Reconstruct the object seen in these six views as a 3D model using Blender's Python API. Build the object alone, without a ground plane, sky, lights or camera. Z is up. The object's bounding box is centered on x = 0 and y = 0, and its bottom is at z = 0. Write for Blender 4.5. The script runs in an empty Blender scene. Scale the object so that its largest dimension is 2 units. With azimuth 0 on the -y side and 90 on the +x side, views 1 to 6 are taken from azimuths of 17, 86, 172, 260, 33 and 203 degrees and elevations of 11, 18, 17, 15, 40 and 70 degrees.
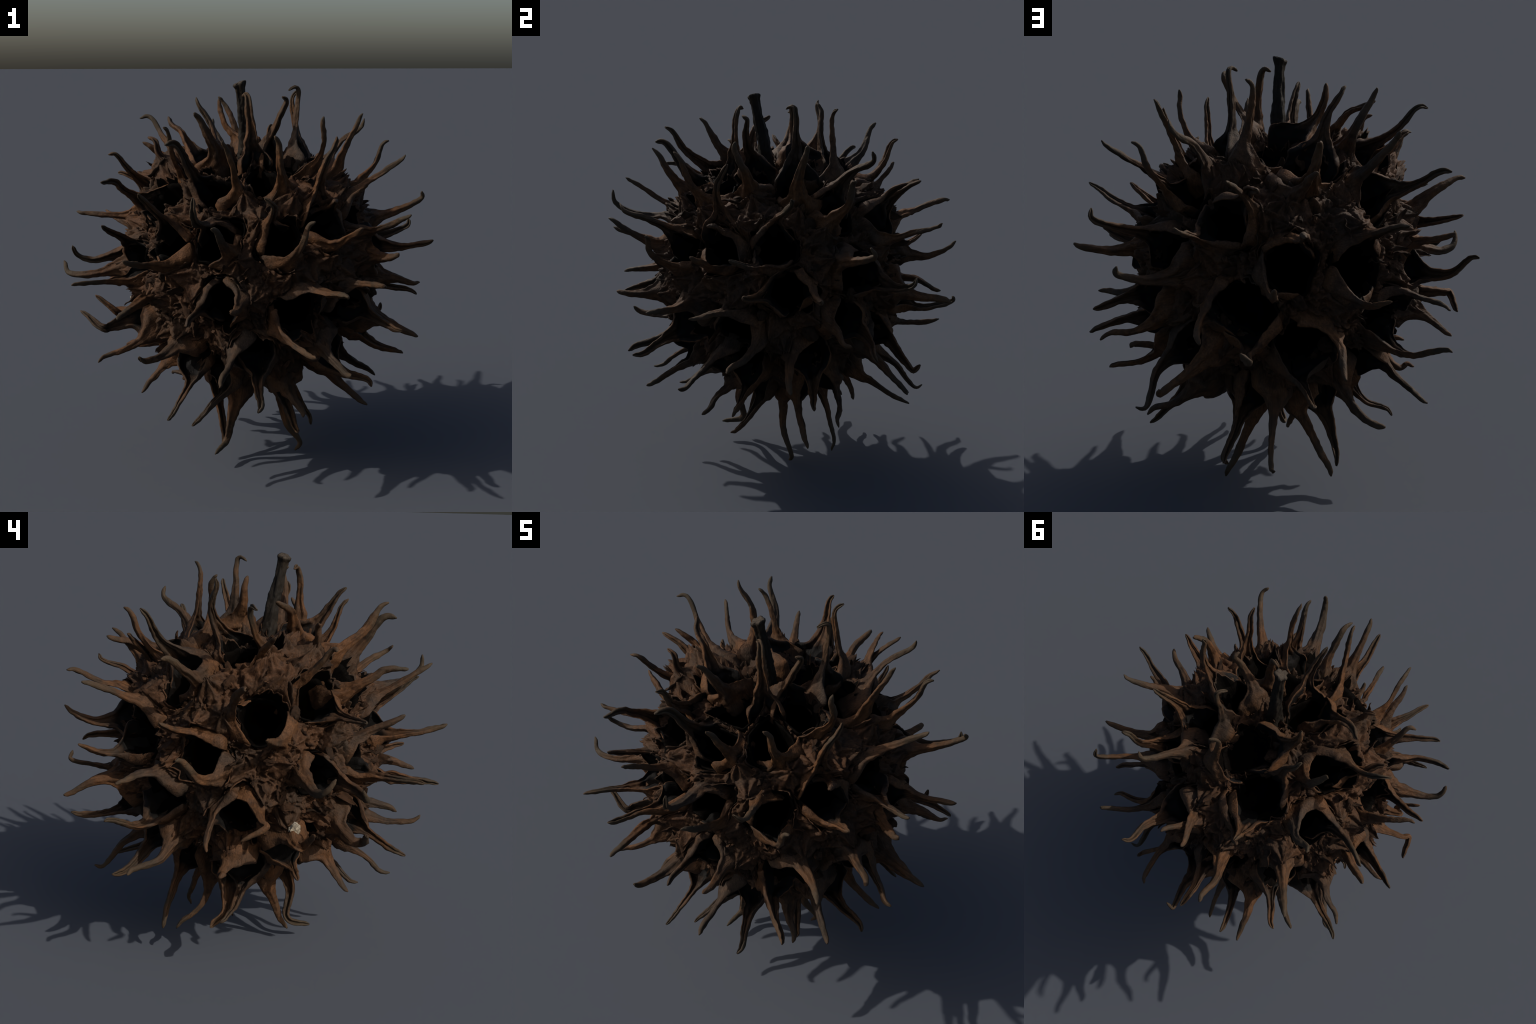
"""A dried sweetgum fruit: a woody ball of some fifty gaping capsules.

Every capsule is a hole in the ball with two beaks (the dried, folded ends of its
two valves) standing on opposite sides of the hole.  Beaks are placed by bearing
(azimuth from -y towards +x, elevation) and distance from the middle of the ball.
"""
import bpy
import bmesh
import math
import random
import numpy as np
from mathutils import Vector, Matrix, Quaternion, noise

SEED = 11
CENTRE = Vector((0.005, 0.005, 1.03))
R_RIM = 0.64        # distance of the capsule rims from the centre
R_BODY = 0.635       # wood between the capsules
R_FLOOR = 0.41       # floor of the seed cavities
R_ROOT = 0.545       # where the beaks are rooted in the wall


# ------------------------------------------------------------------ helpers
def bearing(az, el):
    a, e = math.radians(az), math.radians(el)
    return Vector((math.cos(e) * math.sin(a), -math.cos(e) * math.cos(a), math.sin(e)))


FLAT_SIDE = bearing(118, 8)


def swell(d):
    """The shoulders are full, the crown round the stem and the underside sunk."""
    return -0.022 * max(0.0, d.dot(FLAT_SIDE)) + ramp(d.z, [(-1.0, -0.06), (-0.5, -0.035), (-0.2, -0.015), (0.1, 0.0), (0.4, 0.015),
                      (0.7, 0.024), (0.85, 0.0), (0.95, -0.045), (1.0, -0.06)])


def at(b):
    return CENTRE + bearing(b[0], b[1]) * b[2]


def ramp(x, keys):
    """Smoothly interpolated table of (position, value)."""
    if x <= keys[0][0]:
        return keys[0][1]
    for (a, va), (b, vb) in zip(keys, keys[1:]):
        if x <= b:
            t = (x - a) / (b - a)
            return va + (vb - va) * t
    return keys[-1][1]


def smooth(a, b, x):
    t = min(1.0, max(0.0, (x - a) / (b - a)))
    return t * t * (3 - 2 * t)


def catmull(pts, n):
    """n points evenly spaced along a centripetal Catmull-Rom curve through pts."""
    p = [pts[0] * 2 - pts[1]] + pts + [pts[-1] * 2 - pts[-2]]
    dense = []
    for k in range(1, len(p) - 2):
        p0, p1, p2, p3 = p[k - 1:k + 3]
        t0 = 0.0
        t1 = t0 + max(1e-4, (p1 - p0).length) ** 0.5
        t2 = t1 + max(1e-4, (p2 - p1).length) ** 0.5
        t3 = t2 + max(1e-4, (p3 - p2).length) ** 0.5
        for i in range(40):
            t = t1 + (t2 - t1) * i / 40
            a1 = p0 * ((t1 - t) / (t1 - t0)) + p1 * ((t - t0) / (t1 - t0))
            a2 = p1 * ((t2 - t) / (t2 - t1)) + p2 * ((t - t1) / (t2 - t1))
            a3 = p2 * ((t3 - t) / (t3 - t2)) + p3 * ((t - t2) / (t3 - t2))
            b1 = a1 * ((t2 - t) / (t2 - t0)) + a2 * ((t - t0) / (t2 - t0))
            b2 = a2 * ((t3 - t) / (t3 - t1)) + a3 * ((t - t1) / (t3 - t1))
            dense.append(b1 * ((t2 - t) / (t2 - t1)) + b2 * ((t - t1) / (t2 - t1)))
    dense.append(pts[-1].copy())
    run = [0.0]
    for a, b in zip(dense, dense[1:]):
        run.append(run[-1] + (b - a).length)
    out, k = [], 0
    for i in range(n):
        s = run[-1] * i / (n - 1)
        while k < len(run) - 2 and run[k + 1] < s:
            k += 1
        f = (s - run[k]) / max(1e-9, run[k + 1] - run[k])
        out.append(dense[k].lerp(dense[k + 1], min(1.0, max(0.0, f))))
    return out


def make_object(name, verts, faces, material, parent=None):
    me = bpy.data.meshes.new(name)
    me.from_pydata([tuple(v) for v in verts], [], faces)
    bm = bmesh.new()
    bm.from_mesh(me)
    bmesh.ops.recalc_face_normals(bm, faces=bm.faces)
    bm.to_mesh(me)
    bm.free()
    me.polygons.foreach_set("use_smooth", [True] * len(me.polygons))
    me.materials.append(material)
    ob = bpy.data.objects.new(name, me)
    bpy.context.scene.collection.objects.link(ob)
    ob.parent = parent
    return ob


# ---------------------------------------------------------------- materials
def new_material(name, rough):
    m = bpy.data.materials.new(name)
    m.use_nodes = True
    nt = m.node_tree
    bsdf = nt.nodes["Principled BSDF"]
    bsdf.inputs["Roughness"].default_value = rough
    bsdf.inputs["Specular IOR Level"].default_value = 0.15
    return m, nt, bsdf


def add(nt, kind, **props):
    n = nt.nodes.new(kind)
    for k, v in props.items():
        setattr(n, k, v)
    return n


def ramp_node(nt, fac, stops):
    n = add(nt, "ShaderNodeValToRGB")
    e = n.color_ramp.elements
    while len(e) < len(stops):
        e.new(0.5)
    for el, (pos, col) in zip(e, stops):
        el.position = pos
        el.color = (*col, 1.0)
    nt.links.new(fac, n.inputs[0])
    return n.outputs[0]


def mix(nt, fac, a, b, blend="MIX"):
    n = add(nt, "ShaderNodeMix", data_type="RGBA", blend_type=blend)
    for sock, val in ((n.inputs[0], fac), (n.inputs[6], a), (n.inputs[7], b)):
        if hasattr(val, "is_linked"):
            nt.links.new(val, sock)
        elif isinstance(val, tuple):
            sock.default_value = (*val, 1.0)
        else:
            sock.default_value = val
    return n.outputs[2]


def noise_node(nt, vec, scale, detail=4.0, rough=0.55, distort=0.0):
    n = add(nt, "ShaderNodeTexNoise")
    n.inputs["Scale"].default_value = scale
    n.inputs["Detail"].default_value = detail
    n.inputs["Roughness"].default_value = rough
    n.inputs["Distortion"].default_value = distort
    nt.links.new(vec, n.inputs["Vector"])
    return n.outputs["Fac"]


def math_node(nt, op, a, b=None):
    n = add(nt, "ShaderNodeMath", operation=op, use_clamp=False)
    for k, v in enumerate((a, b)):
        if v is None:
            continue
        if hasattr(v, "is_linked"):
            nt.links.new(v, n.inputs[k])
        else:
            n.inputs[k].default_value = v
    return n.outputs[0]


def bark_material(name, base, warm, grey, dark, tips=True, gain=0.80, lined=False):
    """Dry brown wood: warm and grey patches, dark blotches, fine streaky grain,
    weathered grey-olive towards the far ends of the beaks."""
    m, nt, bsdf = new_material(name, 0.72)
    g = lambda c: tuple(x * gain for x in c)
    pos = add(nt, "ShaderNodeTexCoord").outputs["Object"]
    rnd = add(nt, "ShaderNodeObjectInfo").outputs["Random"]
    big = noise_node(nt, pos, 5.5, 3.0)
    med = noise_node(nt, pos, 16.0, 5.0, 0.6, 0.4)
    off = add(nt, "ShaderNodeVectorMath", operation="SUBTRACT")
    nt.links.new(pos, off.inputs[0])
    off.inputs[1].default_value = CENTRE
    unit = add(nt, "ShaderNodeVectorMath", operation="NORMALIZE")
    nt.links.new(off.outputs[0], unit.inputs[0])
    lean = add(nt, "ShaderNodeVectorMath", operation="MULTIPLY_ADD")
    nt.links.new(pos, lean.inputs[0])
    lean.inputs[1].default_value = (0.06, 0.06, 0.06)
    nt.links.new(unit.outputs[0], lean.inputs[2])
    grain = noise_node(nt, lean.outputs[0], 95.0, 3.0, 0.6)           # fibres run outwards
    fine = noise_node(nt, pos, 60.0, 4.0, 0.65)
    shift = math_node(nt, "ADD", big, math_node(nt, "MULTIPLY", math_node(nt, "SUBTRACT", rnd, 0.5), 0.26))
    col = ramp_node(nt, shift, [(0.30, g(grey)), (0.46, g(base)), (0.62, g(warm))])
    col = mix(nt, ramp_node(nt, med, [(0.52, (0, 0, 0)), (0.72, (0.75, 0.75, 0.75))]), col, g(dark))
    col = mix(nt, 0.65, col, ramp_node(nt, grain, [(0.30, (0.42, 0.40, 0.38)), (0.70, (1.5, 1.47, 1.42))]), "MULTIPLY")
    col = mix(nt, 0.45, col, ramp_node(nt, fine, [(0.25, (0.45, 0.44, 0.43)), (0.75, (1.45, 1.42, 1.38))]), "MULTIPLY")
    if tips or lined:
        ln = add(nt, "ShaderNodeVectorMath", operation="LENGTH")
        nt.links.new(off.outputs[0], ln.inputs[0])
        r = math_node(nt, "ADD", ln.outputs["Value"], math_node(nt, "MULTIPLY", math_node(nt, "SUBTRACT", med, 0.5), 0.35))
        fac = ramp_node(nt, r, [(0.80, (0, 0, 0)), (0.97, (0.75, 0.75, 0.75))])
        col = mix(nt, fac, col, g((0.050, 0.038, 0.024)))
        if lined:                        # near-black foot of the inner face, fading out just above the rim
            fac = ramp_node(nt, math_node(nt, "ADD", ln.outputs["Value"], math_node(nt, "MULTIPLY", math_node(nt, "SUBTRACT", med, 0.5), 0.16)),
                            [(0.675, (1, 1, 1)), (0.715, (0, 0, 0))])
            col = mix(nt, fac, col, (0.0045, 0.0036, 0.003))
    nt.links.new(col, bsdf.inputs["Base Color"])
    bump = add(nt, "ShaderNodeBump")
    bump.inputs["Strength"].default_value = 0.8
    bump.inputs["Distance"].default_value = 0.007
    nt.links.new(math_node(nt, "ADD", math_node(nt, "MULTIPLY", med, 0.6), math_node(nt, "MULTIPLY", math_node(nt, "ADD", fine, grain), 0.5)), bump.inputs["Height"])
    nt.links.new(bump.outputs[0], bsdf.inputs["Normal"])
    return m


MAT_BEAK = bark_material("beak_wood", (0.067, 0.035, 0.018), (0.098, 0.045, 0.019),
                         (0.043, 0.029, 0.020), (0.016, 0.0095, 0.007))
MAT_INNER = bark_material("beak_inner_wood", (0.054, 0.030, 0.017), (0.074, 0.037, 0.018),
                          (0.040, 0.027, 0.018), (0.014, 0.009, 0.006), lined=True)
MAT_WALL = bark_material("capsule_wood", (0.052, 0.028, 0.0155), (0.071, 0.034, 0.0165),
                         (0.039, 0.025, 0.016), (0.013, 0.008, 0.005), tips=False)
MAT_BODY = bark_material("body_wood", (0.050, 0.027, 0.0145), (0.070, 0.033, 0.0155),
                         (0.034, 0.021, 0.0135), (0.011, 0.007, 0.005), tips=False)
MAT_STEM = bark_material("stem_bark", (0.019, 0.0145, 0.010), (0.027, 0.019, 0.012),
                         (0.015, 0.0125, 0.010), (0.007, 0.0055, 0.004), tips=False)
MAT_CUT = bark_material("stem_cut_wood", (0.048, 0.039, 0.030), (0.055, 0.043, 0.032),
                        (0.042, 0.036, 0.030), (0.026, 0.021, 0.017), tips=False)
MAT_CAVITY = bark_material("cavity_near_black", (0.0030, 0.0022, 0.0017), (0.0034, 0.0024, 0.0018),  # near-black colour for the inside of the holes
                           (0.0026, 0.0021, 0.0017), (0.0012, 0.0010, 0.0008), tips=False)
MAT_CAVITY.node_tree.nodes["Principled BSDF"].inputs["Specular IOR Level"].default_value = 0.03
MAT_SEED = bark_material("pale_seed", (0.34, 0.30, 0.24), (0.38, 0.33, 0.25),
                         (0.30, 0.28, 0.24), (0.18, 0.15, 0.11), tips=False)


# ------------------------------------------------------------------ the plan
CAPSULES, LONE = [], []


def beak(rim, mid, tip, knee=None):
    return dict(rim=bearing(*rim[:2]), mid=at(mid), tip=at(tip), knee=at(knee) if knee else None)


def lone_beak(rim, mid, tip, knee=None):
    """A beak whose capsule has closed up or crumbled away."""
    LONE.append(beak(rim, mid, tip, knee))


def capsule(axis, *beaks, width=None):
    CAPSULES.append(dict(axis=bearing(*axis), beaks=list(beaks), width=width))


capsule((177, 18),
        beak((176.5, 29.0, 0.64), (-179.8, 25.5, 0.81), (178.5, 23.8, 0.99)),
        beak((166.8, 9.3, 0.64), (170.4, 8.0, 0.79), (171.6, 12.2, 0.95)))
capsule((89, 10),
        beak((98.9, 12.1, 0.64), (97.7, 9.3, 0.81), (96.6, 10.2, 0.96)),
        beak((79.0, 9.4, 0.64), (75.6, 9.2, 0.77), (73.6, 10.5, 0.87)))
capsule((28, 54),
        beak((38.0, 41.7, 0.64), (31.7, 45.0, 0.80), (27.2, 49.2, 0.96)),
        beak((15.7, 67.8, 0.64), (15.4, 71.2, 0.79), (4.5, 77.1, 0.92), knee=(11.9, 75.7, 0.93)))
capsule((-96.5, 25.5),
        beak((-107.5, 25.0, 0.64), (-105.5, 28.5, 0.79), (-100.9, 27.7, 0.97)),
        beak((-83.7, 16.1, 0.64), (-91.0, 15.1, 0.80), (-94.3, 16.2, 0.92)), width=9.3)
capsule((171, 79),
        beak((-125.2, 78.4, 0.64), (-110.9, 75.8, 0.77), (-106.0, 76.4, 0.90)),
        beak((141.7, 58.5, 0.64), (146.6, 69.5, 0.84), (145.3, 70.5, 0.97), knee=(148.1, 71.6, 0.93)))
capsule((82, 30),
        beak((78.2, 37.9, 0.64), (85.0, 37.3, 0.83), (88.4, 37.2, 1.01)),
        beak((79.1, 19.6, 0.64), (73.8, 19.3, 0.83), (70.9, 20.8, 1.00)))
capsule((30, 21),
        beak((23.7, 26.4, 0.64), (24.5, 27.8, 0.83), (21.3, 28.7, 1.01), knee=(23.7, 27.4, 0.98)),
        beak((32.7, 12.2, 0.64), (34.2, 18.0, 0.87), (36.5, 22.8, 0.94)))
capsule((4, -5),
        beak((14.2, -3.6, 0.64), (12.9, -3.7, 0.77), (11.5, -1.9, 0.90)),
        beak((-4.4, -4.2, 0.64), (-2.7, -5.8, 0.76), (-2.4, -7.5, 0.88)))
capsule((0, 23),
        beak((-0.5, 27.5, 0.64), (-0.3, 24.2, 0.86), (0.7, 28.2, 1.01), knee=(0.6, 25.1, 0.97)),
        beak((8.2, 16.2, 0.64), (8.4, 17.7, 0.82), (6.4, 20.7, 0.98)))
capsule((-172, 55),
        beak((-146.0, 65.2, 0.64), (-139.5, 69.2, 0.80), (-129.3, 69.3, 0.94)),
        beak((-174.4, 45.5, 0.64), (-172.7, 45.7, 0.80), (-173.2, 48.4, 0.95)),
        beak((176.8, 42.1, 0.64), (-177.0, 42.8, 0.75), (-173.4, 43.6, 0.85)))
capsule((-119, 10),
        beak((-109.2, 1.5, 0.64), (-113.6, 3.1, 0.82), (-118.0, 9.2, 0.96), knee=(-117.2, 9.3, 0.93)),
        beak((-120.5, 18.7, 0.64), (-123.9, 17.9, 0.78), (-125.8, 18.7, 0.91)))
capsule((162, 0),
        beak((146.3, 0.2, 0.64), (148.8, -1.0, 0.80), (153.2, -3.0, 0.94)),
        beak((164.4, -12.9, 0.64), (163.5, -10.4, 0.80), (163.4, -4.1, 0.93), knee=(165.7, -6.3, 0.94)))
capsule((56, 29),
        beak((53.6, 17.2, 0.64), (55.5, 17.8, 0.76), (55.1, 20.3, 0.90)),
        beak((61.8, 33.8, 0.64), (57.4, 32.9, 0.72), (52.9, 31.9, 0.79)),
        beak((52.4, 38.2, 0.64), (53.4, 44.8, 0.82), (60.4, 50.1, 0.93)))
capsule((153, 38),
        beak((142.8, 23.7, 0.64), (144.3, 23.6, 0.84), (145.7, 24.0, 0.99)),
        beak((162.4, 36.3, 0.64), (159.5, 38.0, 0.79), (155.8, 37.5, 0.93)),
        beak((154.5, 39.6, 0.64), (162.1, 39.9, 0.80), (165.3, 36.7, 0.91)))
capsule((-2, 45),
        beak((10.4, 41.8, 0.64), (9.6, 44.3, 0.83), (6.4, 46.3, 0.98)),
        beak((-18.1, 44.8, 0.64), (-16.1, 45.9, 0.79), (-17.4, 44.3, 0.98), knee=(-16.4, 46.9, 0.95)))
capsule((38, -10),
        beak((29.1, -18.7, 0.64), (32.5, -16.5, 0.82), (35.2, -14.0, 0.98)),
        beak((42.9, 0.7, 0.64), (44.9, 1.1, 0.81), (44.0, 2.0, 0.97)))
capsule((55, 63),
        beak((35.2, 74.5, 0.64), (45.0, 70.5, 0.83), (45.8, 70.7, 0.95), knee=(50.5, 70.9, 0.93)),
        beak((64.6, 52.5, 0.64), (63.6, 53.4, 0.82), (59.8, 57.2, 0.96)), width=10)
capsule((-105, 56),
        beak((-84.7, 55.9, 0.64), (-97.7, 51.2, 0.84), (-97.4, 48.7, 1.02), knee=(-99.4, 50.9, 1.00)),
        beak((-124.3, 62.4, 0.64), (-127.9, 61.8, 0.83), (-120.8, 62.4, 0.99)),
        beak((-94.4, 50.7, 0.64), (-92.5, 47.4, 0.78), (-89.0, 46.2, 0.89)), width=10)
capsule((66, -11),
        beak((64.5, 0.1, 0.64), (61.2, 2.4, 0.80), (58.6, 2.8, 0.94)),
        beak((77.3, -12.0, 0.64), (73.1, -13.8, 0.80), (69.7, -12.5, 0.94)))
capsule((-105, -15),
        beak((-95.0, -10.0, 0.64), (-94.2, -8.9, 0.82), (-100.6, -13.0, 0.89), knee=(-92.9, -9.2, 0.86)),
        beak((-111.6, -12.7, 0.64), (-112.4, -14.7, 0.77), (-111.1, -17.7, 0.88)))
capsule((-72, 2),
        beak((-79.1, 6.0, 0.64), (-80.2, 1.2, 0.87), (-76.7, 5.8, 0.97), knee=(-78.9, 2.7, 0.95)),
        beak((-63.8, 1.5, 0.64), (-64.0, -1.5, 0.88), (-69.5, 2.3, 0.99), knee=(-67.0, -0.8, 0.97)), width=9.5)
capsule((-175, -14),
        beak((179.3, -28.2, 0.64), (-178.1, -24.5, 0.79), (-177.8, -19.1, 0.95)),
        beak((-166.4, -7.3, 0.64), (-167.9, -7.5, 0.80), (-170.7, -11.1, 0.96)))
capsule((-154, 14),
        beak((-152.9, 26.8, 0.64), (-153.5, 25.5, 0.82), (-154.3, 24.5, 1.01)),
        beak((-160.8, 3.1, 0.64), (-158.9, 3.6, 0.78), (-158.2, 6.8, 0.92)))
capsule((-137, 43),
        beak((-143.6, 47.9, 0.64), (-146.0, 45.8, 0.84), (-143.6, 46.3, 1.02)),
        beak((-122.9, 39.1, 0.64), (-123.2, 35.3, 0.83), (-126.1, 33.9, 1.00)))
capsule((-65, 31),
        beak((-80.2, 37.3, 0.64), (-72.4, 38.9, 0.82), (-69.5, 38.6, 0.95), knee=(-68.9, 40.2, 0.93)),
        beak((-60.3, 25.0, 0.64), (-63.1, 21.2, 0.80), (-65.9, 18.8, 0.96)), width=10)
capsule((-50, 67),
        beak((-22.5, 65.4, 0.64), (-17.0, 62.4, 0.79), (-19.4, 60.8, 0.94)),
        beak((-53.5, 63.1, 0.64), (-69.3, 62.5, 0.79), (-85.7, 59.8, 0.90), knee=(-77.2, 60.4, 0.86)),
        beak((-59.7, 52.4, 0.64), (-61.0, 51.1, 0.77), (-65.1, 51.9, 0.87)))
capsule((118, 17),
        beak((111.5, 21.4, 0.64), (112.0, 20.3, 0.81), (112.1, 23.2, 0.99), knee=(113.2, 21.1, 0.98)),
        beak((132.4, 9.7, 0.64), (130.2, 7.9, 0.81), (128.4, 12.3, 0.96), knee=(128.1, 10.3, 0.95)))
capsule((-22, 19),
        beak((-17.4, 8.3, 0.64), (-20.2, 8.9, 0.82), (-18.4, 10.7, 1.00)),
        beak((-22.3, 27.5, 0.64), (-20.2, 27.7, 0.83), (-17.7, 28.4, 1.01)))
capsule((114, -6),
        beak((104.2, -4.4, 0.64), (105.6, -5.2, 0.78), (107.2, -5.7, 0.90)),
        beak((122.6, -9.6, 0.64), (120.5, -11.6, 0.79), (115.5, -11.6, 0.93)))
capsule((20, -32),
        beak((8.2, -27.3, 0.64), (8.0, -25.6, 0.79), (7.7, -25.2, 0.94)),
        beak((22.1, -39.8, 0.64), (20.6, -36.3, 0.82), (19.5, -34.5, 0.95)))
capsule((97, -22),
        beak((90.0, -19.7, 0.64), (88.1, -18.3, 0.79), (88.6, -19.2, 0.95)),
        beak((103.4, -31.8, 0.64), (99.7, -32.3, 0.78), (97.1, -28.5, 0.92), knee=(97.5, -29.7, 0.87)))
capsule((101, 58),
        beak((96.2, 47.0, 0.64), (95.1, 52.0, 0.81), (97.4, 54.7, 0.99)),
        beak((102.1, 71.3, 0.64), (102.6, 74.0, 0.82), (91.8, 78.0, 0.94), knee=(99.3, 76.0, 0.96)))
capsule((-139, -12),
        beak((-133.4, 1.3, 0.64), (-136.4, 2.2, 0.79), (-137.1, 0.5, 0.94)),
        beak((-140.4, -20.2, 0.64), (-138.9, -16.8, 0.82), (-139.1, -9.5, 0.99)))
capsule((118, 46),
        beak((122.3, 52.5, 0.64), (127.9, 51.8, 0.82), (127.4, 49.9, 1.00), knee=(129.1, 48.6, 0.96)),
        beak((108.8, 36.8, 0.64), (114.6, 38.8, 0.84), (113.7, 41.8, 0.98), knee=(114.1, 42.1, 0.95)), width=13.5)
capsule((139, -20),
        beak((126.8, -22.1, 0.64), (128.0, -22.9, 0.81), (130.4, -25.7, 0.98), knee=(131.7, -26.6, 0.96)),
        beak((147.8, -19.9, 0.64), (139.4, -22.0, 0.85), (138.6, -19.7, 0.93), knee=(137.8, -22.3, 0.92)))
capsule((-47, 7),
        beak((-54.0, 13.9, 0.64), (-46.5, 17.2, 0.77), (-41.8, 18.9, 0.89)),
        beak((-47.2, -2.2, 0.64), (-46.1, -0.9, 0.82), (-45.4, -0.4, 0.99)), width=8)
capsule((65, -33),
        beak((69.4, -43.2, 0.64), (68.1, -38.0, 0.78), (67.5, -33.5, 0.92), knee=(68.4, -33.1, 0.89)),
        beak((50.8, -26.7, 0.64), (50.4, -25.4, 0.79), (50.0, -23.4, 0.94)))
capsule((-39, 37),
        beak((-56.3, 32.0, 0.64), (-47.9, 32.3, 0.84), (-41.6, 30.3, 0.98), knee=(-45.4, 32.9, 0.90)))
capsule((-5, 61),
        beak((-36.3, 49.0, 0.64), (-25.0, 48.0, 0.85), (-20.8, 49.0, 1.01)))
capsule((-48, -22),
        beak((-57.5, -21.2, 0.64), (-60.2, -20.6, 0.82), (-63.7, -12.9, 0.93), knee=(-57.9, -19.9, 0.85)),
        beak((-38.5, -24.7, 0.64), (-39.8, -25.2, 0.80), (-41.0, -23.7, 0.97)))
capsule((-80, -31),
        beak((-81.2, -22.4, 0.64), (-81.5, -19.1, 0.81), (-79.0, -11.9, 0.88), knee=(-79.6, -20.5, 0.79)),
        beak((-76.6, -41.0, 0.64), (-77.2, -36.6, 0.76), (-78.9, -33.4, 0.83)))
capsule((-20, -36),
        beak((-20.2, -27.2, 0.64), (-20.2, -24.0, 0.79), (-18.8, -18.1, 0.93)),
        beak((-20.2, -44.7, 0.64), (-15.4, -41.6, 0.81), (-15.1, -39.9, 0.98), knee=(-15.9, -41.6, 0.94)))
capsule((-46, -53),
        beak((-47.9, -41.9, 0.64), (-47.2, -43.0, 0.75), (-46.7, -43.9, 0.88)))
capsule((-10, -51),
        beak((0.8, -58.2, 0.64), (-7.6, -53.8, 0.78), (-12.4, -49.8, 0.92)))
capsule((53, -62),
        beak((41.4, -53.3, 0.64), (41.1, -49.6, 0.76), (41.9, -47.0, 0.88)),
        beak((64.3, -71.3, 0.64), (56.7, -67.2, 0.78), (48.4, -60.2, 0.91)))
capsule((165, -46),
        beak((170.7, -42.6, 0.64), (171.7, -39.1, 0.83), (172.4, -39.3, 1.02), knee=(171.6, -40.9, 1.00)),
        beak((157.5, -49.3, 0.64), (154.4, -45.5, 0.84), (155.0, -41.8, 0.99)))
capsule((-148, -33),
        beak((-156.6, -35.4, 0.64), (-155.0, -37.1, 0.80), (-151.4, -32.8, 0.95)),
        beak((-133.4, -28.5, 0.64), (-133.3, -29.5, 0.80), (-137.5, -27.0, 0.97)))
capsule((110, -50),
        beak((96.3, -54.8, 0.64), (96.8, -52.5, 0.81), (98.3, -49.9, 0.97)),
        beak((125.4, -45.7, 0.64), (117.6, -44.5, 0.81), (111.3, -42.7, 0.92)))
capsule((125, -74),
        beak((85.8, -75.1, 0.64), (87.7, -76.7, 0.86), (97.0, -76.9, 1.05), knee=(97.5, -75.0, 1.02)),
        beak((151.3, -67.9, 0.64), (143.9, -68.0, 0.86), (134.6, -68.7, 1.03)))
capsule((-40, -77),
        beak((1.1, -72.8, 0.64), (-7.5, -72.5, 0.81), (-16.1, -70.0, 1.01), knee=(-17.6, -75.9, 0.94)),
        beak((-75.1, -70.2, 0.64), (-44.9, -76.9, 0.84), (-26.2, -76.2, 0.99)))
capsule((-153, -62),
        beak((-174.2, -58.8, 0.64), (-163.0, -59.6, 0.83), (-155.8, -60.7, 1.01)),
        beak((-131.8, -65.9, 0.64), (-136.1, -65.1, 0.82), (-147.4, -62.4, 0.98)))
capsule((-106, -45),
        beak((-96.7, -58.9, 0.64), (-104.8, -56.6, 0.80), (-110.0, -51.0, 0.92)),
        beak((-107.7, -37.1, 0.64), (-110.1, -36.7, 0.76), (-109.2, -33.6, 0.81)),
        beak((-115.3, -60.2, 0.64), (-112.6, -60.0, 0.83), (-115.6, -53.1, 0.94)))
lone_beak((-29.9, -5.3, 0.64), (-25.7, -5.5, 0.80), (-22.7, -5.9, 0.97))

random.seed(SEED)
ROOT = bpy.data.objects.new("sweetgum_seed_ball", None)
bpy.context.scene.collection.objects.link(ROOT)
ROOT["label"] = "spiky dark brown dried sweetgum seed ball with stem"
ROOT["category"] = "seed pod"

# ---------------------------------------------------------- hole dimensions
MIN_SIDE = math.radians(9.5)
for c in CAPSULES:
    ax = c["axis"]
    if len(c["beaks"]) == 2:
        e = c["beaks"][0]["rim"] - c["beaks"][1]["rim"]
    else:
        e = c["beaks"][0]["rim"] - ax
    e = (e - ax * e.dot(ax)).normalized()
    if len(c["beaks"]) > 1:                    # the hole lies midway between its beaks
        p, q = (b["rim"].dot(e) for b in c["beaks"][:2])
        ax = c["axis"] = (ax + e * (p + q) * 0.5).normalized()
        e = (e - ax * e.dot(ax)).normalized()
    c["e"], c["f"] = e, ax.cross(e)
    for b in c["beaks"]:                       # a beak stands on the rim, not in the hole
        if b["rim"].angle(ax) < MIN_SIDE:
            side = b["rim"] - ax * b["rim"].dot(ax)
            side = side.normalized() if side.length > 0.01 else e
            b["rim"] = (ax * math.cos(MIN_SIDE) + side * math.sin(MIN_SIDE)).normalized()
    mean = sum(b["rim"].angle(ax) for b in c["beaks"]) / len(c["beaks"])
    c["re"] = min(math.radians(13.5), max(math.radians(9.5), mean + math.radians(0.3)))
    c["rf"] = math.radians(random.uniform(11.0, 13.5))
    c["ph"] = random.uniform(0, 6.28)
    if len(c["beaks"]) == 1:
        c["re"], c["rf"] = math.radians(11.5), math.radians(11.5)

    if c["width"]:
        c["rf"] = math.radians(c["width"])
        c["re"] = min(c["re"], c["rf"] * 1.12)

EDGE_STEPS = 96
WALL = math.radians(1.0)          # half the thickness of a wall shared by two capsules


def polar(c, ang, a):
    """Direction at angular distance ang from the capsule's axis, bearing a round it."""
    return (c["axis"] * math.cos(ang) + (c["e"] * math.cos(a) + c["f"] * math.sin(a)) * math.sin(ang)).normalized()


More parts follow.
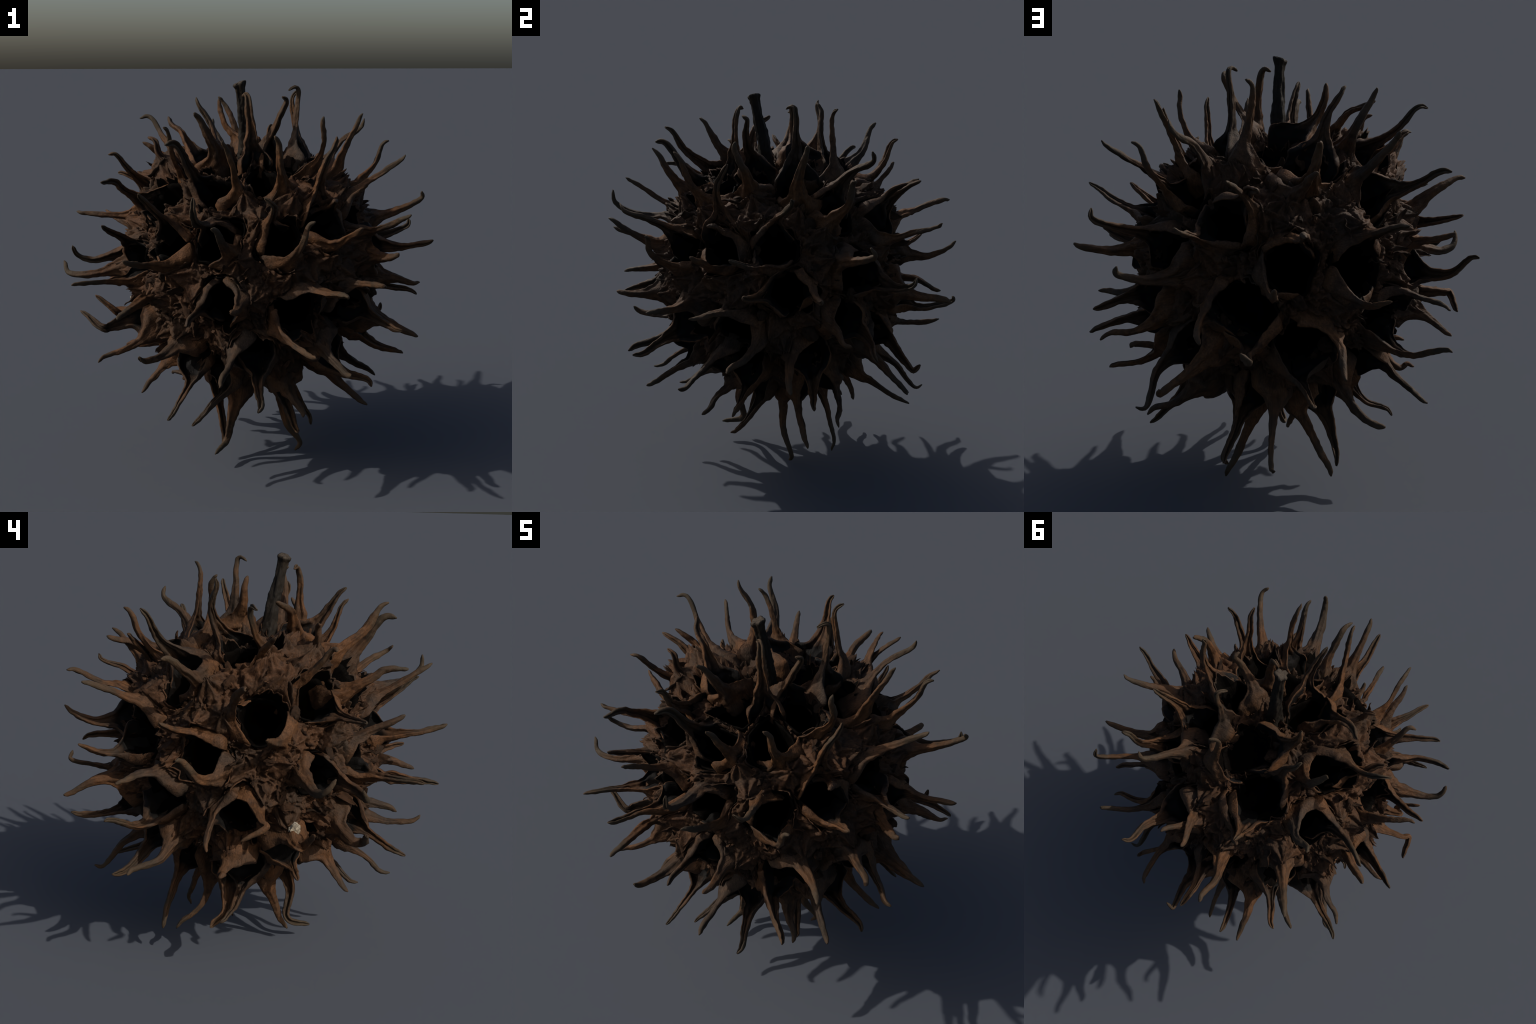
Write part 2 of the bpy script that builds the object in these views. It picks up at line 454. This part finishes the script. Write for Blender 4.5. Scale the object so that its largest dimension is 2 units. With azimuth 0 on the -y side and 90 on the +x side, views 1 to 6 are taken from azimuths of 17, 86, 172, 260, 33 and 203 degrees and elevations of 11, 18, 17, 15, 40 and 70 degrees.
for c in CAPSULES:                # each hole is an oval cut back where neighbours meet it
    c["edge"] = []
    c["deep"] = random.uniform(-0.05, 0.04)
    around = [o for o in CAPSULES if o is not c and o["axis"].angle(c["axis"]) < 0.7]
    for i in range(EDGE_STEPS):
        a = 2 * math.pi * i / EDGE_STEPS
        full = 1 / math.hypot(math.cos(a) / c["re"], math.sin(a) / c["rf"])
        full *= 1 + 0.09 * math.sin(3 * a + c["ph"]) + 0.28 * noise.noise(polar(c, full, a) * 9)
        ang = full
        while ang > math.radians(4.5):
            d = polar(c, ang, a)
            if all(d.angle(o["axis"]) - ang > 2 * WALL for o in around):
                break
            ang -= math.radians(0.3)
        c["edge"].append(ang)
    c["size"] = sum(c["edge"]) / EDGE_STEPS
    c["edge"] = [0.25 * c["edge"][i - 1] + 0.5 * c["edge"][i] + 0.25 * c["edge"][(i + 1) % EDGE_STEPS] for i in range(EDGE_STEPS)]


def edge_at(c, a):
    x = (a / (2 * math.pi)) % 1.0 * EDGE_STEPS
    i = int(x)
    f = x - i
    return c["edge"][i % EDGE_STEPS] * (1 - f) + c["edge"][(i + 1) % EDGE_STEPS] * f


def hole_distance(c, d):
    """1 on the edge of the capsule's hole, less inside it."""
    h = d.dot(c["axis"])
    if h < 0.85:
        return 9.0
    return math.acos(min(1.0, h)) / edge_at(c, math.atan2(d.dot(c["f"]), d.dot(c["e"])))


# --------------------------------------------------------------- woody body
CLUMP = bearing(-80, 48)          # a crumpled, closed swelling near the stem


TENTS = []                        # the body rises like a tent behind every beak
for c in CAPSULES:
    for b in c["beaks"]:
        out = (b["rim"] - c["axis"] * b["rim"].dot(c["axis"])).normalized()
        top = (b["rim"] + out * 0.045).normalized()
        u = top.orthogonal().normalized()
        TENTS.append((top, u, top.cross(u), random.uniform(0, 6.28)))
for b in LONE:
    u = b["rim"].orthogonal().normalized()
    TENTS.append((b["rim"], u, b["rim"].cross(u), random.uniform(0, 6.28)))


def holes_near(dirs):
    """hole_distance of the nearest capsule for many directions at once."""
    near = np.full(len(dirs), 9.0)
    for c in CAPSULES:
        h = dirs @ np.array(c["axis"])
        k = np.nonzero(h > 0.9)[0]
        a = np.arctan2(dirs[k] @ np.array(c["f"]), dirs[k] @ np.array(c["e"])) / (2 * np.pi) % 1.0 * EDGE_STEPS
        ring = np.array(c["edge"] + c["edge"][:1])
        edge = np.interp(a, np.arange(EDGE_STEPS + 1), ring)
        near[k] = np.minimum(near[k], np.arccos(np.clip(h[k], -1, 1)) / edge)
    return near


def tents(dirs):
    rise = np.zeros(len(dirs))
    for top, u, w, s in TENTS:
        h = dirs @ np.array(top)
        k = np.nonzero(h > 0.955)[0]
        away = np.degrees(np.arccos(np.clip(h[k], -1, 1)))
        fan = np.arctan2(dirs[k] @ np.array(w), dirs[k] @ np.array(u))
        rays = 1 + 0.18 * np.sin(6 * fan + s) + 0.11 * np.sin(11 * fan - 2 * s) + 0.07 * np.abs(np.sin(9 * fan + 3 * s))
        rise[k] = np.maximum(rise[k], 0.092 * rays * np.clip(1 - away / 15.0, 0, 1) ** 1.35)
    return rise


def body_radius(d, fine=True, tent=None):
    """Distance of the woody surface between the capsules in direction d."""
    if tent is None:
        tent = float(tents(np.array([d[:]]))[0])
    clump = 0.055 * (1 - smooth(0.02, 0.09, 1 - d.dot(CLUMP))) if d.dot(CLUMP) > 0.7 else 0.0
    r = R_BODY + swell(d) - 0.052 + 0.010 * noise.noise(d * 5.0) + clump + tent
    if fine:
        warp = d + 0.05 * Vector((noise.noise(d * 8), noise.noise(d * 8 + Vector((9, 0, 0))), noise.noise(d * 8 + Vector((0, 9, 0)))))
        fold = 1 - 2.4 * abs(noise.noise(warp * 14.0))             # crests and folds
        crumb = 1 - 2.4 * abs(noise.noise(warp * 33.0 + Vector((3.1, 0, 0))))
        grit = 1 - 2.4 * abs(noise.noise(warp * 75.0 + Vector((0, 3.1, 0))))
        cell = noise.voronoi(warp * 17.0)[0]
        fan = 1 - 0.75 * smooth(0.02, 0.06, tent)                  # the backs of the beaks are smoother
        r += fan * (0.020 * fold + 0.012 * crumb + 0.004 * grit + 0.036 * min(0.5, cell[1] - cell[0])) + (1 - fan) * 0.016
    return r


def build_body():
    bm = bmesh.new()
    bmesh.ops.create_icosphere(bm, subdivisions=8, radius=1.0)
    dirs = np.array([v.co[:] for v in bm.verts])
    dirs /= np.linalg.norm(dirs, axis=1, keepdims=True)
    near = holes_near(dirs)
    tent = tents(dirs)
    hollow = []
    for i, v in enumerate(bm.verts):
        if near[i] < 0.93:                                         # lined by the cavities
            hollow.append(v)
            continue
        d = Vector(dirs[i])
        r = body_radius(d, tent=tent[i])
        pit = 1 - smooth(0.97, 1.08, near[i])
        v.co = CENTRE + d * (r + (0.46 - r) * pit)
    bmesh.ops.delete(bm, geom=hollow, context="VERTS")
    me = bpy.data.meshes.new("body")
    bm.to_mesh(me)
    bm.free()
    me.polygons.foreach_set("use_smooth", [True] * len(me.polygons))
    me.materials.append(MAT_BODY)
    ob = bpy.data.objects.new("body", me)
    bpy.context.scene.collection.objects.link(ob)
    ob.parent = ROOT


# ------------------------------------------------------- capsules and cavities
def hole_dir(c, a, k):
    """Direction to the point at angle a round the hole, k of the way to its edge."""
    return polar(c, edge_at(c, a) * k, a)


def build_capsule(c):
    # the rim: a ragged ring of wall, closed in section
    n, verts, faces = 110, [], []
    s = Vector((c["ph"] * 7, 0, 0))
    prof = [(0.945, 0.50), (0.95, 0.57), (0.955, 0.61), (0.965, 0.637), (0.985, 0.646), (1.015, 0.638), (1.04, 0.61), (1.07, 0.57), (1.09, 0.52)]
    for i in range(n):
        a = 2 * math.pi * i / n
        d0 = hole_dir(c, a, 1)
        rag = 0.055 * noise.noise(d0 * 9 + s) + 0.030 * noise.noise(d0 * 24 + s) + 0.016 * noise.noise(d0 * 60 + s)
        bank = body_radius(hole_dir(c, a, 1.10), False) + 0.022
        lift = 0.010 * abs(math.cos(a)) ** 3 - 0.008
        curl = 0.16 * noise.noise(d0 * 12 + s * 2) + 0.07 * noise.noise(d0 * 33 + s * 2)
        for j, (k, r) in enumerate(prof):
            top = smooth(0.55, 0.65, r)
            d = hole_dir(c, a, k + (curl + 0.03) * top)
            rr = r + (bank - 0.646 + rag + lift) * top + 0.006 * noise.noise(d * r * 38)
            verts.append(CENTRE + d * rr)
    m = len(prof)
    for i in range(n):
        for j in range(m):
            i2, j2 = (i + 1) % n, (j + 1) % m
            faces.append((i * m + j, i2 * m + j, i2 * m + j2, i * m + j2))
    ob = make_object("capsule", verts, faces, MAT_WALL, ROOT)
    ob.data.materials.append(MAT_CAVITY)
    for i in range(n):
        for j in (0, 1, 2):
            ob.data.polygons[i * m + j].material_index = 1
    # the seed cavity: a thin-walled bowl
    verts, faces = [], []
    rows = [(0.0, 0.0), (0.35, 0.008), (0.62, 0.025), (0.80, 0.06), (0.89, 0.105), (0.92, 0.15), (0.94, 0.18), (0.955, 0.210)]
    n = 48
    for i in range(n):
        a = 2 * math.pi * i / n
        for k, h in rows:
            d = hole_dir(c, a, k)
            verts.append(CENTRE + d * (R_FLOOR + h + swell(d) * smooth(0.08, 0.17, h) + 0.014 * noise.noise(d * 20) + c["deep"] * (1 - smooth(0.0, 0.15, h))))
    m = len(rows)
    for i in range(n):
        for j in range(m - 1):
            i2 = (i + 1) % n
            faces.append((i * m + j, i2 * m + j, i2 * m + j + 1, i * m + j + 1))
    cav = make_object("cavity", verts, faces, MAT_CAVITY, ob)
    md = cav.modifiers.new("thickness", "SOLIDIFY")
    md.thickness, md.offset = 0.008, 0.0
    md2 = cav.modifiers.new("weld", "WELD")
    md2.merge_threshold = 0.0005
    cav.modifiers.move(1, 0)
    return ob


# ------------------------------------------------------------------- beaks
def build_beak(c, b, parent):
    rim_dir, ax = b["rim"], c["axis"]
    rim = CENTRE + rim_dir * R_RIM
    root = CENTRE + (rim_dir + (rim_dir - ax) * 0.05).normalized() * R_ROOT
    pts = [root, rim, b["mid"]] + ([b["knee"]] if b["knee"] else []) + [b["tip"]]
    rows, ring = 60, 15                              # ring = points per side of the sheet
    if not b["knee"]:                                # a small random curl at the end
        t = (b["tip"] - b["mid"]).normalized()
        side = t.orthogonal()
        side.rotate(Quaternion(t, random.uniform(0, 6.28)))
        hook = random.uniform(0.004, 0.016)
        pts.insert(-1, b["tip"] - t * random.uniform(0.028, 0.05) + side * hook)
    sp = catmull(pts, rows)
    total = sum((q - p).length for p, q in zip(sp, sp[1:]))
    below = (rim - root).length / total
    away = rim_dir - ax * rim_dir.dot(ax)            # from the hole outwards
    away = away.normalized() if away.length > 1e-4 else c["e"]
    seed = Vector((random.uniform(0, 90), random.uniform(0, 90), 0))
    w0 = 2 * 1.3 * 0.62 * c["size"] * random.uniform(0.85, 1.05)
    slim = random.uniform(0.82, 1.12)
    twist = random.uniform(-0.6, 0.6)
    sharp = random.uniform(0.4, 1.3)
    beyond = min([math.degrees(rim_dir.angle(o["axis"])) for o in CAPSULES if o is not c and o["axis"].angle(ax) > 0.01] + [30])
    room = min(1.0, max(0.1, (beyond - 8.5) / 5))    # no thick back where the next hole is close
    crest = random.uniform(-0.25, 0.25)
    verts, faces = [], []
    tang = []
    for i in range(rows):
        tang.append((sp[min(i + 1, rows - 1)] - sp[max(i - 1, 0)]).normalized())
    nrm = away
    for i in range(rows):
        t = tang[i]
        nrm = (nrm - t * nrm.dot(t)).normalized()    # carried along without twisting
        s = (i / (rows - 1) - below) / (1 - below)
        n = nrm.copy()
        n.rotate(Quaternion(t, twist * smooth(0.1, 1.0, s)))
        bi = t.cross(n)
        w = ramp(s, [(-0.3, w0 * 1.02), (0.0, w0), (0.06, w0 * 0.80), (0.12, w0 * 0.56), (0.19, w0 * 0.38), (0.28, 0.084 * slim), (0.42, 0.060 * slim),
                     (0.62, 0.047 * slim), (0.85, 0.038 * slim), (0.96, 0.027 * slim), (1.0, 0.010)])
        phi = ramp(s, [(-0.3, 1.35), (0.0, 1.30), (0.12, 1.15), (0.25, 1.10), (0.5, 1.5), (0.8, 2.0), (1.0, 2.5)])
        th = ramp(s, [(-0.3, 0.022), (0.0, 0.015), (0.3, 0.013), (0.7, 0.014), (0.95, 0.010), (1.0, 0.004)])
        wedge = ramp(s, [(-0.5, 0.055), (-0.1, 0.034), (0.0, 0.026), (0.10, 0.014), (0.22, 0.004), (0.35, 0.0)])
        keel = 0.10 * w * smooth(-0.05, 0.1, s) * (1 - smooth(0.75, 1.0, s)) * sharp
        rho = w / (2 * phi)
        ctr = sp[i] - n * rho
        for side in (1, -1):                         # outer face, then inner face
            for j in range(ring):
                q = -1 + 2 * j / (ring - 1)
                q *= side
                fray = 1 + 0.16 * noise.noise(Vector((s * 5, q * 0.7 + 3, 0)) + seed)
                ang = q * phi * fray
                edge = 1 - 0.55 * smooth(0.75, 1.0, abs(q))
                rr = rho + side * th * 0.5 * edge
                groove = 0.055 * min(w, 0.16) * (1 - 2.2 * abs(math.sin(q * 5 + seed.x + 0.8 * noise.noise(Vector((s * 3, 0, 0)) + seed)))) * (1 - smooth(0.5, 0.9, s))
                ridge = keel * max(0.0, 1 - abs(q - crest) / 0.45)
                if side == 1:
                    ridge += wedge * room * (1 - abs(q) ** 1.4) * (0.8 + 0.5 * noise.noise(Vector((q * 2.5, s * 4, 7)) + seed))
                p = ctr + (n * math.cos(ang) + bi * math.sin(ang)) * max(0.0015, rr + groove + ridge)
                k = 0.016 * (1 - 0.65 * smooth(0.1, 0.5, s))
                wob = Vector((noise.noise(p * 11 + seed), noise.noise(p * 11 + seed * 2), noise.noise(p * 11 + seed * 3))) * k
                fine = Vector((noise.noise(p * 40 + seed), noise.noise(p * 40 + seed * 2), noise.noise(p * 40 + seed * 3))) * (0.0055 - 0.0025 * smooth(0.1, 0.4, s))
                verts.append(p + wob + fine)
    m = 2 * ring
    for i in range(rows - 1):
        for j in range(m):
            j2 = (j + 1) % m
            faces.append((i * m + j, i * m + j2, (i + 1) * m + j2, (i + 1) * m + j))
    faces.append(tuple(range(m)))
    faces.append(tuple((rows - 1) * m + j for j in range(m))[::-1])
    ob = make_object("beak", verts, faces, MAT_BEAK, parent)
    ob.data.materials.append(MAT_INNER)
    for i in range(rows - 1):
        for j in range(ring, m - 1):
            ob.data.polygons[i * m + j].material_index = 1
    return ob


# --------------------------------------------- dried scales between capsules
def scale_mesh(kind, seed):
    """kind 0: a crusty crumb; otherwise a torn, curled flake standing on the body."""
    s = Vector((seed * 5.3, 1.7, 0))
    bm = bmesh.new()
    if kind == 0:
        bmesh.ops.create_icosphere(bm, subdivisions=4, radius=1.0)
        for v in bm.verts:
            d = v.co.copy()
            r = 0.85 + 0.5 * noise.noise(d * 1.3 + s) + 0.35 * (0.5 - abs(noise.noise(d * 2.6 + s))) + 0.2 * (0.5 - abs(noise.noise(d * 6 + s)))
            v.co = Vector((d.x * r, d.y * r * 0.7, d.z * r))
    else:
        rows, cols = 16, 13
        tip = 0.25 + 0.5 * ((seed * 37) % 10) / 10
        grid = []
        for side in (1, -1):
            for i in range(rows):
                t = i / (rows - 1)
                for j in range(cols):
                    q = -1 + 2 * j / (cols - 1)
                    w = (1 - t) ** tip * (0.9 + 0.35 * noise.noise(Vector((t * 3, q, 0)) + s)) + 0.06
                    x, z = q * w * 0.75, -0.5 + 2.0 * t * (1 + 0.25 * noise.noise(Vector((q * 2, 0, 3)) + s))
                    y = 0.5 * t * t + 0.30 * (q * w) ** 2 + 0.35 * noise.noise(Vector((x * 1.6, z * 1.6, 0)) + s)
                    th = 0.15 * (1 - 0.7 * t) * (1 - 0.75 * abs(q) ** 3)
                    grid.append(bm.verts.new((x, y + side * th, z)))
        n = rows * cols
        for side in (0, 1):
            for i in range(rows - 1):
                for j in range(cols - 1):
                    k = side * n + i * cols + j
                    f = [grid[k], grid[k + 1], grid[k + cols + 1], grid[k + cols]]
                    bm.faces.new(f if side else f[::-1])
        edge = [j for j in range(cols)] + [i * cols + cols - 1 for i in range(1, rows)] + \
               [(rows - 1) * cols + j for j in range(cols - 2, -1, -1)] + [i * cols for i in range(rows - 2, 0, -1)]
        for a, b in zip(edge, edge[1:] + edge[:1]):
            bm.faces.new((grid[a], grid[b], grid[n + b], grid[n + a]))
        bmesh.ops.recalc_face_normals(bm, faces=bm.faces)
    me = bpy.data.meshes.new("scale")
    bm.to_mesh(me)
    bm.free()
    me.polygons.foreach_set("use_smooth", [True] * len(me.polygons))
    me.materials.append(MAT_WALL)
    return me


def build_scales():
    meshes = [scale_mesh(k % 4, k) for k in range(16)]
    golden, placed, count = math.pi * (3 - 5 ** 0.5), [], 3600
    order = list(range(count))
    random.shuffle(order)
    for i in order:
        z = 1 - 2 * (i + 0.5) / count
        q = (1 - z * z) ** 0.5
        d = Vector((q * math.cos(golden * i), q * math.sin(golden * i), z))
        near = holes_near(np.array([d[:]]))[0]
        if near < 1.04 or tents(np.array([d[:]]))[0] > 0.050 or any(d.dot(p) > math.cos(math.radians(3.2)) for p in placed):
            continue
        if len(placed) >= 300:
            break
        placed.append(d)
        ob = bpy.data.objects.new("scale", random.choice(meshes))
        bpy.context.scene.collection.objects.link(ob)
        ob.parent = ROOT
        size = random.uniform(0.018, 0.042)
        tilt = Vector((random.gauss(0, 0.45), random.gauss(0, 0.45), random.gauss(0, 0.45)))
        rot = (d + tilt).to_track_quat("Z", "Y") @ Quaternion((0, 0, 1), random.uniform(0, 6.28))
        ob.location = CENTRE + d * (body_radius(d) + random.uniform(-0.012, 0.010))
        ob.rotation_mode = "QUATERNION"
        ob.rotation_quaternion = rot
        ob.scale = (size, size * random.uniform(0.7, 1.1), size * random.uniform(0.8, 1.5))


def build_crumbs():
    """Fine crusty litter between the scales, too small to tell apart."""
    shapes = [scale_mesh(k, 20 + k + n) for n in range(3) for k in (0, 1, 2)]
    for me in shapes:
        small = bmesh.new()
        small.from_mesh(me)
        bmesh.ops.dissolve_limit(small, angle_limit=0.30, verts=small.verts, edges=small.edges)
        bmesh.ops.triangulate(small, faces=small.faces)
        small.to_mesh(me)
        small.free()
    parts = []
    for me in shapes:
        co = np.empty(len(me.vertices) * 3, np.float32)
        me.vertices.foreach_get("co", co)
        tri = np.array([p.vertices[:] for p in me.polygons])
        parts.append((co.reshape(-1, 3), tri))
    count = 5200
    k = np.arange(count)
    z = 1 - 2 * (k + 0.5) / count
    turn = math.pi * (3 - 5 ** 0.5) * k
    dirs = np.stack([np.sqrt(1 - z * z) * np.cos(turn), np.sqrt(1 - z * z) * np.sin(turn), z], 1)
    near, tent = holes_near(dirs), tents(dirs)
    allv, allf, total = [], [], 0
    for i in range(count):
        if near[i] < 1.03 or tent[i] > 0.045 or random.random() < 0.62:
            continue
        d = Vector(dirs[i])
        size = random.uniform(0.006, 0.015)
        tilt = Vector((random.gauss(0, 0.5), random.gauss(0, 0.5), random.gauss(0, 0.5)))
        rot = (d + tilt).to_track_quat("Z", "Y") @ Quaternion((0, 0, 1), random.uniform(0, 6.28))
        m = np.array(Matrix.LocRotScale(CENTRE + d * body_radius(d, tent=tent[i]), rot,
                                        Vector((size, size * random.uniform(0.6, 1.1), size * random.uniform(0.8, 1.9)))))
        co, tri = random.choice(parts)
        allv.append(co @ m[:3, :3].T + m[:3, 3])
        allf.append(tri + total)
        total += len(co)
    me = bpy.data.meshes.new("crumbs")
    me.from_pydata(np.vstack(allv).tolist(), [], np.vstack(allf).tolist())
    for s in shapes:
        bpy.data.meshes.remove(s)
    me.polygons.foreach_set("use_smooth", [True] * len(me.polygons))
    me.materials.append(MAT_WALL)
    ob = bpy.data.objects.new("crumbs", me)
    ob["kind"] = "stuff"
    bpy.context.scene.collection.objects.link(ob)
    ob.parent = ROOT


# -------------------------------------------------------------------- stem
def build_stem():
    foot, top = Vector((0.005, -0.068, 1.50)), Vector((-0.020, -0.139, 1.990))
    rows, n, verts, faces = 70, 40, [], []
    ax = (top - foot).normalized()
    u = ax.orthogonal().normalized()
    w = ax.cross(u)
    for i in range(rows):
        s = i / (rows - 1)
        bow = u * 0.012 * math.sin(s * 3.1) + w * 0.006 * math.sin(s * 5.0)
        r = ramp(s, [(0.0, 0.075), (0.12, 0.052), (0.3, 0.036), (0.6, 0.030), (0.88, 0.023), (0.95, 0.024), (0.985, 0.031), (1.0, 0.032)])
        for j in range(n):
            a = 2 * math.pi * j / n
            d = u * math.cos(a) + w * math.sin(a)
            p = foot.lerp(top, s) + bow
            k = 1 + 0.10 * math.cos(5 * a + 2 * s) + 0.20 * noise.noise(d * 1.5 + Vector((0, 0, s * 9))) + 0.14 * noise.noise(d * 4 + Vector((0, 0, s * 26)))
            lip = ax * 0.010 * math.cos(a + 0.6) * smooth(0.9, 1.0, s)
            verts.append(p + d * r * k + lip)
    for i in range(rows - 1):
        for j in range(n):
            j2 = (j + 1) % n
            faces.append((i * n + j, i * n + j2, (i + 1) * n + j2, (i + 1) * n + j))
    faces.append(tuple(range(n)))
    faces.append(tuple((rows - 1) * n + j for j in range(n)))
    st = make_object("stem", verts, faces, MAT_STEM, ROOT)
    # the cut end: a shallow cap of pale wood
    rim = verts[-n:]
    mid = sum(rim, Vector()) / n
    cv, cf = [], []
    for k, h in ((0.93, -0.004), (0.90, 0.003), (0.6, 0.005), (0.25, 0.003)):
        for p in rim:
            cv.append(mid + (p - mid) * k + ax * (h + 0.002 * noise.noise(p * 90)))
    for i in range(3):
        for j in range(n):
            j2 = (j + 1) % n
            cf.append((i * n + j, i * n + j2, (i + 1) * n + j2, (i + 1) * n + j))
    cf.append(tuple(3 * n + j for j in range(n)))
    cf.append(tuple(range(n)))
    make_object("cut_end", cv, cf, MAT_CUT, st)


def build_seed():
    """One pale winged seed caught between the scales on the sunny side."""
    bm = bmesh.new()
    bmesh.ops.create_icosphere(bm, subdivisions=4, radius=1.0)
    d = bearing(-79.5, -19.5)
    rot = d.to_track_quat("X", "Z").to_matrix()
    for v in bm.verts:
        p = v.co.copy()
        p *= 1 + 0.45 * noise.noise(p * 1.7) + 0.25 * noise.noise(p * 4.3)
        p = Vector((p.x * 0.014, p.y * 0.024, p.z * 0.042))
        v.co = CENTRE + d * 0.685 + rot @ p
    me = bpy.data.meshes.new("seed")
    bm.to_mesh(me)
    bm.free()
    me.polygons.foreach_set("use_smooth", [True] * len(me.polygons))
    me.materials.append(MAT_SEED)
    ob = bpy.data.objects.new("seed", me)
    bpy.context.scene.collection.objects.link(ob)
    ob.parent = ROOT


build_body()
for c in CAPSULES:
    cap = build_capsule(c)
    for b in c["beaks"]:
        build_beak(c, b, cap)
for b in LONE:
    lean = b["tip"] - CENTRE
    side = lean - b["rim"] * lean.dot(b["rim"])
    ax = (b["rim"] - side.normalized() * 0.16).normalized()
    build_beak(dict(axis=ax, e=side.normalized(), size=0.08), b, ROOT)
build_scales()
build_crumbs()
build_stem()
build_seed()
